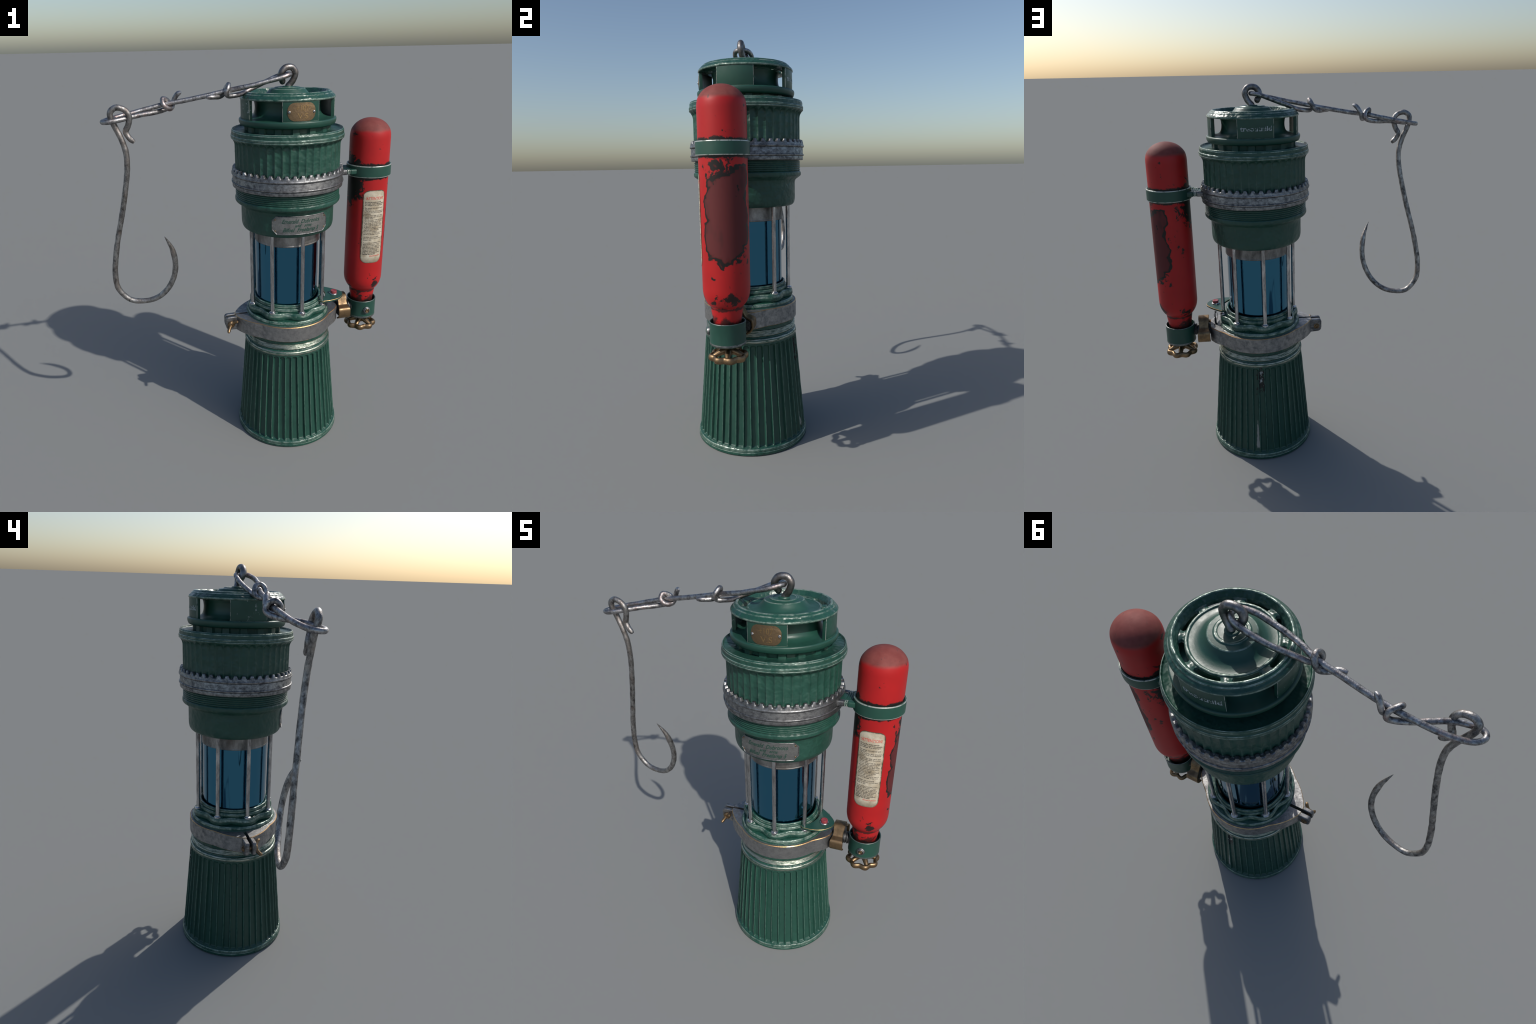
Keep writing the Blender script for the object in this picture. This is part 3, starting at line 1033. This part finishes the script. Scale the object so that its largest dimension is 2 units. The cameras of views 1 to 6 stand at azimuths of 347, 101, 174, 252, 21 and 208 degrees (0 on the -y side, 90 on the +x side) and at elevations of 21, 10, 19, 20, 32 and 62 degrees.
# brass plaque on the front panel
plq = rounded_rect(0.0655, 0.0400, 0.034, 8)
plaque = curved_plate("brass_plaque", plq, AX, -90.0, 0.2262, 1.8015, 0.0030, [M["plaque"]], cap, 40, 0.0012)
curved_text("plaque_numeral", [("+107", 0.036, 0.002, 0.004, 0.060, "C"), ("V.S", 0.034, 0.004, -0.029, 0.050, "C")], AX, -90.0, 0.2293, 1.8015, M["plaque_text"], cap, 0.0, 0.0006, 3)
for a in (-90 - 14.6, -90 + 14.6):
    head_on_cyl("plaque_screw", AX, a, 0.2285, 1.8005, [(0.0065, 0.0), (0.0065, 0.002, 0.001), (0.005, 0.0040, 0.0015), (0.0022, 0.0045), (0.0018, 0.003)], [M["rod"]], cap, 16)

# ---- engraved name plate on the cup ---------------------------------------
RP = 0.2360
npl = rounded_rect(0.1455, 0.0460, 0.022, 6, cut=True)
nameplate = curved_plate("name_plate", npl, AX, -89.5, RP, 1.2765, 0.0030, [M["plate"]], cup, 60, 0.001)
outline_tube("name_plate_border", rounded_rect(0.1440, 0.0445, 0.022, 6, cut=True), AX, -89.5, RP + 0.0030, 1.2765, 0.0024, M["silver"], cup, 220)
curved_text("engraved_script", [("Emerald  Dubronics", 0.0285, 0.000, 0.0115, 0.196, "C"), ("and   sons", 0.0215, 0.008, -0.0075, 0.086, "C"),
                                ("Bifuel  Freelamp 5", 0.0285, 0.000, -0.0310, 0.186, "C")],
            AX, -89.5, RP + 0.0031, 1.2765, M["ink_green"], cup, 0.45, 0.0005, 3, bold=0.0004)
for u in (-0.129, 0.129):
    for v in (-0.0285, 0.0285):
        head_on_cyl("name_plate_rivet", AX, -89.5 + math.degrees(u / RP), RP + 0.002, 1.2765 + v, [(0.0042, 0.0), (0.0042, 0.002, 0.0008), (0.0025, 0.003, 0.0008), (0.001, 0.0032)],
                    [M["bronze"]], cup, 12)

# ---- button bracket -------------------------------------------------------
def bracket():
    # rounded triangle in polar terms round the lamp axis: bottom rod, tip, top rod, inner arc
    P = []
    ctrl = [(0.2135, -44.5), (0.250, -36.5), (0.283, -28.5), (0.300, -20.5), (0.303, -15.5), (0.297, -10.5), (0.272, -4.5), (0.238, 3.0), (0.2125, 9.5)]
    for r, a in ctrl:
        P.append((AX + r * math.cos(rad(a)), r * math.sin(rad(a)), 0))
    outer = catmull(P, 50)
    inner = []
    for t in np.linspace(0, 1, 22):
        a = rad(9.5 - 54 * t)
        r = 0.190 + 0.0185 * math.sin(math.pi * t) ** 0.8
        inner.append((AX + r * math.cos(a), r * math.sin(a)))
    pts = [(x, y) for x, y, _ in outer] + inner
    return prism("button_bracket", pts, 0.8005, 0.8105, [M["green"], M["brass_line"]], lamp, 0.0012)


br = bracket()
bc = Vector((AX + 0.254 * math.cos(rad(-16.8)), 0.254 * math.sin(rad(-16.8)), 0.81))
ZV, XV, YV = Vector((0, 0, 1)), Vector((1, 0, 0)), Vector((0, 1, 0))
spun("button_bezel", bc, ZV, XV, YV, [(0.0225, -0.002), (0.0230, 0.003, 0.0015), (0.0200, 0.0065, 0.002), (0.0175, 0.0065), (0.0170, 0.003)], [M["rod"]], br, 28)
spun("red_button", bc, ZV, XV, YV, [(0.0172, 0.000), (0.0172, 0.017, 0.002), (0.0160, 0.0200, 0.002), (0.0110, 0.0195, 0.003), (0.004, 0.0188)], [M["button"]], br, 28)
kp = Vector((AX + 0.246 * math.cos(rad(-1)), 0.246 * math.sin(rad(-1)), 0.7225))
pp = Vector((0.424, 0.012, 0.7215))
spun("push_switch", pp, ZV, XV, YV, [(0.010, 0.0), (0.010, 0.004, 0.001), (0.0055, 0.006), (0.0060, 0.036, 0.001), (0.0035, 0.038), (0.0022, 0.048), (0.0022, 0.079)], [M["black"]], br, 14)
tube("switch_wire", catmull([pp + Vector((0, 0, 0.04)), pp + Vector((0.006, 0.008, 0.060)), pp + Vector((-0.004, 0.004, 0.072)), pp + Vector((0.0, 0.0, 0.082))], 16), 0.0016, M["black"], br, 6)
tube("switch_wire", catmull([pp + Vector((-0.012, 0.006, 0.03)), pp + Vector((-0.014, 0.012, 0.055)), pp + Vector((-0.008, 0.006, 0.082))], 14), 0.0014, M["black"], br, 6)

# ---- eye bolt, link and hook ---------------------------------------------
eye_path = [(0.1805, 0.0, 1.880), (0.1825, -0.0020, 1.8985), (0.2015, -0.0085, 1.9237), (0.2120, -0.0134, 1.9563), (0.1945, -0.0165, 1.9815), (0.1600, -0.0205, 1.9800),
            (0.1400, -0.0175, 1.9525), (0.1525, -0.0010, 1.9210), (0.157, 0.004, 1.914)]
ep = even(catmull(eye_path, 200), 72)
er = np.full(72, 0.0152)
er[:10] = np.linspace(0.0195, 0.0152, 10)
er[-3:] = [0.0148, 0.0135, 0.0115]
tube("eye_bolt", ep, er, M["eye"], lamp, 18, wob=0.012, seed=3)

link = [(-0.2185, -0.0355, 1.8637), (-0.1900, -0.0325, 1.8632), (-0.1600, -0.0130, 1.8620), (-0.1370, 0.0010, 1.8690), (-0.1230, 0.0045, 1.8900), (-0.1140, -0.0050, 1.9090), (-0.1110, -0.0240, 1.9155),
        (-0.1180, -0.0415, 1.9020), (-0.1260, -0.0430, 1.8840), (-0.1200, -0.0330, 1.8670), (-0.0941, -0.0200, 1.8645),
        (-0.0480, -0.0133, 1.8722), (-0.0008, 0.0015, 1.8911), (0.0452, 0.0111, 1.9084), (0.0912, 0.0168, 1.9266), (0.1320, 0.0170, 1.9425), (0.1660, 0.0080, 1.9505),
        (0.1840, -0.0180, 1.9520), (0.1690, -0.0470, 1.9500),
        (0.1210, -0.0632, 1.9375), (0.0647, -0.0602, 1.9256), (0.0037, -0.0542, 1.9111), (-0.0551, -0.0404, 1.9005), (-0.1133, -0.0205, 1.8885),
        (-0.2106, -0.0098, 1.8694), (-0.3024, 0.0016, 1.8529), (-0.3600, 0.0070, 1.8440), (-0.4111, 0.0104, 1.8365), (-0.4589, 0.0080, 1.8260), (-0.5096, 0.0054, 1.8154), (-0.5574, 0.0002, 1.8049),
        (-0.6076, -0.0084, 1.7956), (-0.6589, -0.0288, 1.7849), (-0.6850, -0.0560, 1.7800), (-0.6830, -0.0780, 1.7795), (-0.6640, -0.0885, 1.7805),
        (-0.6414, -0.0869, 1.7831), (-0.5931, -0.0737, 1.7897), (-0.5532, -0.0545, 1.7957), (-0.5114, -0.0283, 1.7998), (-0.4742, -0.0055, 1.8017), (-0.4332, 0.0166, 1.8058),
        (-0.4000, 0.0330, 1.8140), (-0.3850, 0.0390, 1.8280), (-0.3870, 0.0300, 1.8480), (-0.4020, 0.0160, 1.8595), (-0.4142, 0.0030, 1.8610), (-0.4155, -0.0130, 1.8430), (-0.4020, -0.0140, 1.8250), (-0.3860, -0.0020, 1.8170),
        (-0.3730, 0.0200, 1.8210), (-0.3650, 0.0320, 1.8420), (-0.3535, 0.0276, 1.8662), (-0.3400, 0.0180, 1.8820), (-0.3275, 0.0105, 1.8870)]
lp = even(catmull(link, 1600), 420)
lr = np.full(420, 0.0112)
lr[-3:] = [0.0100, 0.0085, 0.0060]
lr[:3] = [0.0070, 0.0095, 0.0104]
tube("suspension_link", lp, lr, M["wire"], lamp, 14, wob=0.02, seed=5)

hook = [(-0.5590, -0.0660, 1.6845), (-0.5800, -0.0620, 1.7060), (-0.5915, -0.0590, 1.7330), (-0.5790, -0.0680, 1.7600), (-0.5706, -0.0750, 1.7911), (-0.5760, -0.0780, 1.8160), (-0.5953, -0.0783, 1.8330), (-0.6250, -0.0745, 1.8390), (-0.6484, -0.0694, 1.8219),
        (-0.6500, -0.0640, 1.7940), (-0.6371, -0.0597, 1.7585), (-0.6153, -0.0615, 1.7036), (-0.6007, -0.0598, 1.6428), (-0.6014, -0.0531, 1.5788), (-0.6110, -0.0438, 1.5141),
        (-0.6246, -0.0344, 1.4494), (-0.6400, -0.0246, 1.3806), (-0.6575, -0.0145, 1.3113), (-0.6756, -0.0024, 1.2425), (-0.6924, 0.0057, 1.1727), (-0.7069, 0.0150, 1.0982), (-0.7170, 0.0229, 1.0237),
        (-0.7103, 0.0277, 0.9400), (-0.6584, 0.0270, 0.8720), (-0.5836, 0.0114, 0.8615), (-0.5181, -0.0083, 0.8830), (-0.4645, -0.0287, 0.9348), (-0.4300, -0.0470, 1.0074), (-0.4200, -0.0645, 1.0828), (-0.4300, -0.0839, 1.1599),
        (-0.4480, -0.0990, 1.2070), (-0.4650, -0.1130, 1.2430)]
hpz = even(catmull(hook, 900), 300)
hr = np.full(300, 0.0132)
hr[150:] = 0.0140
hr[-21:] = 0.0140 * (1 - np.linspace(0, 0.96, 21) ** 1.5)
hr[:3] = [0.0080, 0.0110, 0.0124]
tube("hanging_hook", hpz, hr, M["hook"], lamp, 14, wob=0.02, seed=9)

# ---- gas bottle -----------------------------------------------------------
bottle = lathe("gas_bottle", [(0.0, 0.70), (0.0590, 0.70), (0.0605, 0.715, 0.002), (0.0630, 0.742), (0.0705, 0.7935, 0.001), (0.0712, 0.7975, 0.002), (0.0722, 0.8030, 0.003), (0.0850, 0.8170, 0.010), (0.0985, 0.8440, 0.016), (0.1030, 0.8720, 0.012),
                              (0.1033, 1.00), (0.1033, 1.20), (0.1033, 1.40), (0.1033, 1.60), (0.1033, 1.6420, 0.012), (0.1015, 1.6600, 0.010), (0.0965, 1.6790, 0.010), (0.0800, 1.7020, 0.014), (0.0580, 1.7190, 0.014), (0.0300, 1.7300, 0.012), (0.0, 1.7335)],
               [M["bottle"]], lamp, cx=BX, seg=96)
lab = curved_plate("paper_label", rounded_rect(0.0615, 0.200, 0.034, 8), BX, -91.0, 0.1034, 1.180, 0.0016, [M["label"]], bottle, 40, 0.0008)
LT = ["Do not the entire manual", "thoroughly, as part of this operation", "is a danger if its improper", "", "For safety, use experts and", "children.", "- The use of the lamp is limited", "to below from the professional", "purposes",
      "- Keep all the lamp other than", "what you might add to the problem", "of lamp head", "- Do not tamper with the lamp", "- Do not change any part of the", "lamp, keep the lamp in the", "- Do not touch the lamp while", "in use with flammable parts", "to flame or sparks",
      "- Always use different fuels", "that you are told by the", "Do not use container", "- Do not use the lamp in case of", "smoke or damage of any sort", "", "CAUTION: LIVE CONTAINER", "Store it only in a vertical stand", "Keep it dry.", "",
      "To avoid the possibility of the", "lamp and the burner of any", "improper container must be", "kept dry and out of light, must", "be stored upright, and must", "always be checked by the", "operator, used with the", "locks on, to protect before", "leaving the shelter."]
rows = []
y = 0.135
for i, s in enumerate(LT):
    if s:
        w = min(0.100, 0.0034 * len(s) + 0.004)
        rows.append((s, 0.0082, -0.0505, y, w, "L"))
    y -= 0.00795
curved_text("printed_text", rows, BX, -91.0, 0.1048, 1.180, M["ink_black"], lab, 0.0, 0.0003, 1, bold=0.00022)
curved_text("printed_heading", [("!ATTENTION!", 0.0215, 0.0, 0.1500, 0.096, "C")], BX, -91.0, 0.1048, 1.180, M["ink_red"], lab, 0.0, 0.0003, 2)
curved_text("printed_signature", [("Emerald Dubronics", 0.0100, 0.018, -0.1630, 0.062, "C")], BX, -91.0, 0.1048, 1.180, M["ink_red"], lab, 0.4, 0.0003, 2)

strap = lathe("bottle_strap", [(0.1038, 1.4445), (0.1125, 1.4445, 0.002, 1), (0.1140, 1.4475, 0.0015, 1), (0.1140, 1.5015, 0.0015, 1), (0.1128, 1.5045, 0.002, 1), (0.1060, 1.5045, 0.001, 1), (0.1052, 1.5000), (0.1038, 1.4700)],
              [M["green"], M["worn"]], bottle, cx=BX, seg=96, closed=True)
for sy in (-0.052, 0.052):
    def lug(name, xa, xb, h, w, mat, bev=0.003):
        prism(name, rounded_rect(w, h, min(w, h) * 0.35, 3), xa, xb, [mat], strap, bev, axis="x")
        o = bpy.data.objects
        return None
    for nm, xa, xb, h, w, mt in (("strap_lug", 0.436, 0.476, 0.0130, 0.0135, M["silver"]), ("strap_lug_neck", 0.474, 0.496, 0.0110, 0.0115, M["green"]),
                                 ("strap_lug_washer", 0.4785, 0.4825, 0.0128, 0.0132, M["worn"]), ("strap_lug_washer", 0.4865, 0.4905, 0.0128, 0.0132, M["worn"]),
                                 ("strap_lug_tail", 0.494, 0.527, 0.0130, 0.0140, M["green"])):
        pts = [(sy + a, 1.4735 + b) for a, b in rounded_rect(w, h, 0.006, 3)]
        prism(nm, pts, xa, xb, [mt], strap, 0.0025 if xb - xa > 0.01 else 0.001, axis="x")
pts = [(a, 1.4740 + b) for a, b in rounded_rect(0.050, 0.0080, 0.004, 3)]
prism("strap_bridge", pts, 0.445, 0.520, [M["green"]], strap, 0.002, axis="x")
for k in range(4):
    pts = [(a, 1.4750 + b) for a, b in rounded_rect(0.046, 0.0105, 0.004, 3)]
    prism("strap_bridge_rib", pts, 0.472 + 0.010 * k, 0.477 + 0.010 * k, [M["green"]], strap, 0.001, axis="x")

# valve under the bottle
valve = lathe("valve_collar", [(0.0, 0.700), (0.0735, 0.700, 0.001), (0.0740, 0.7300, 0.001, 1), (0.0755, 0.7352, 0.001, 1), (0.0800, 0.7352, 0.0015, 1), (0.0812, 0.7315, 0.0012, 0), (0.0800, 0.7270), (0.0800, 0.6420, 0.001, 1), (0.0812, 0.6380, 0.002, 1),
                               (0.0800, 0.6330, 0.002, 1), (0.0740, 0.6275, 0.003), (0.030, 0.6255), (0.0, 0.6255)], [M["green"], M["silver"]], bottle, cx=BX, seg=96)
head_on_cyl("valve_bolt", BX, -90.5, 0.0797, 0.683, [(0.0205, 0.0), (0.0205, 0.004, 0.001), (0.0180, 0.006, 0.001), (0.0180, 0.0105, 0.0015), (0.0150, 0.0125, 0.0015), (0.0125, 0.0125, 0.001), (0.0118, 0.006)], [M["silver"]], valve, 6 * 4)
head_on_cyl("valve_bolt_core", BX, -90.5, 0.0797, 0.683, [(0.0100, 0.004), (0.0100, 0.0135, 0.0015), (0.0070, 0.0140, 0.001), (0.0055, 0.0115, 0.001), (0.003, 0.0112)], [M["bronze"]], valve, 20)
# pipe from the clamp to the valve
def pipe(name, xa, xb, prof, mat):
    return spun(name, Vector((0, -0.004, 0.690)), XV, YV, ZV, prof, [mat], valve, 36)
pipe("gas_pipe", 0, 0, [(0.020, 0.435), (0.031, 0.437, 0.002), (0.031, 0.470, 0.002), (0.0265, 0.473, 0.002), (0.0265, 0.500, 0.002), (0.0310, 0.503, 0.002), (0.0320, 0.524, 0.003), (0.0275, 0.527, 0.001), (0.0275, 0.529, 0.001), (0.0325, 0.531, 0.002), (0.0325, 0.537, 0.002), (0.0285, 0.539, 0.001), (0.0285, 0.541, 0.001), (0.0325, 0.543, 0.002), (0.0325, 0.552, 0.002), (0.02, 0.553)], M["dark"])


def clip_strip():
    """arched bronze clip with flared, curled feet, bent over the gas pipe"""
    half = [(0.0, 0.7690), (0.018, 0.7655), (0.033, 0.7545), (0.0440, 0.7360), (0.0550, 0.7195), (0.0720, 0.7120), (0.0865, 0.7050), (0.0905, 0.6880), (0.0890, 0.6680), (0.0780, 0.6530), (0.0600, 0.6430)]
    pts = [(-y, z) for y, z in half[:0:-1]] + half
    path = even(catmull([(0.0, 0.93 * y + 0.004, z) for y, z in pts], 300), 90)
    n = len(path)
    verts, faces = [], []
    th = 0.0042
    for i in range(n):
        t = path[min(i + 1, n - 1)] - path[max(i - 1, 0)]
        t /= np.linalg.norm(t)
        nr = np.array([0, -t[2], t[1]])
        z = path[i][2]
        foot = smooth01((0.722 - z) / 0.022)
        crown_ = smooth01((z - 0.735) / 0.03)
        hw = 0.0255 + 0.0085 * foot + 0.0035 * crown_
        b = 0.0018
        for u, v in ((-hw, -th + b), (-hw, th - b), (-hw + b, th), (hw - b, th), (hw, th - b), (hw, -th + b), (hw - b, -th), (-hw + b, -th)):
            p = path[i] + nr * v
            verts.append((0.4890 + u, p[1], p[2]))
    for i in range(n - 1):
        for q in range(8):
            w = (q + 1) % 8
            faces.append((i * 8 + q, i * 8 + w, (i + 1) * 8 + w, (i + 1) * 8 + q))
    faces.append(tuple(range(8)))
    faces.append(tuple((n - 1) * 8 + q for q in range(8)))
    return new_obj("bronze_clip", verts, faces, [M["bronze"]], None, valve, 40)


clip_strip()
fill = [(-0.030, 0.652), (-0.074, 0.655), (-0.083, 0.668), (-0.083, 0.695), (-0.070, 0.7045), (-0.052, 0.711), (-0.040, 0.730), (-0.028, 0.749), (0.0, 0.7605)]
fill = fill + [(-y, z) for y, z in fill[-2::-1]]
prism("pipe_bracket", [(0.90 * y + 0.004, z) for y, z in fill], 0.4645, 0.5120, [M["dark"]], valve, 0.002, axis="x")


def hand_wheel():
    n = 160
    path, rr = [], []
    V, F = [], []
    for k in range(n):
        a = TAU * k / n
        w = math.cos(8 * (a - rad(22)))
        r = 0.0735 + 0.0062 * w
        path.append((BX + r * math.cos(a), r * math.sin(a), 0.5690))
        rr.append(0.0100)
    v, f = tube_data(path, rr, 12, closed=True)
    v = [np.array((p[0], p[1], 0.5725 + (p[2] - 0.5690) * 1.55)) for p in v]
    V += v
    F += f
    for k in range(5):
        a = rad(-60 + 72 * k)
        pp_ = [(BX + r * math.cos(a), r * math.sin(a), z) for r, z in ((0.010, 0.5970), (0.026, 0.5950), (0.048, 0.5870), (0.070, 0.5760))]
        v, f = tube_data(even(catmull(pp_, 20), 14), np.linspace(0.0170, 0.0110, 14), 10)
        o = len(V)
        V += v
        F += [tuple(o + i for i in fc) for fc in f]
    wheel = new_obj("hand_wheel", V, F, [M["bronze"]], None, bottle, 60)
    spun("hand_wheel_hub", Vector((BX, 0, 0)), ZV, XV, YV, [(0.010, 0.578), (0.021, 0.579, 0.003), (0.024, 0.592, 0.003), (0.019, 0.602, 0.003), (0.016, 0.606), (0.016, 0.640)], [M["bronze"]], wheel, 28)


hand_wheel()

bpy.context.view_layer.update()
for ob in list(bpy.context.scene.objects):
    if ob.parent is lamp and not ob.name.startswith("cage_rod"):
        ob.matrix_parent_inverse = Matrix.Translation((-AX, 0, 0))
bpy.context.view_layer.update()
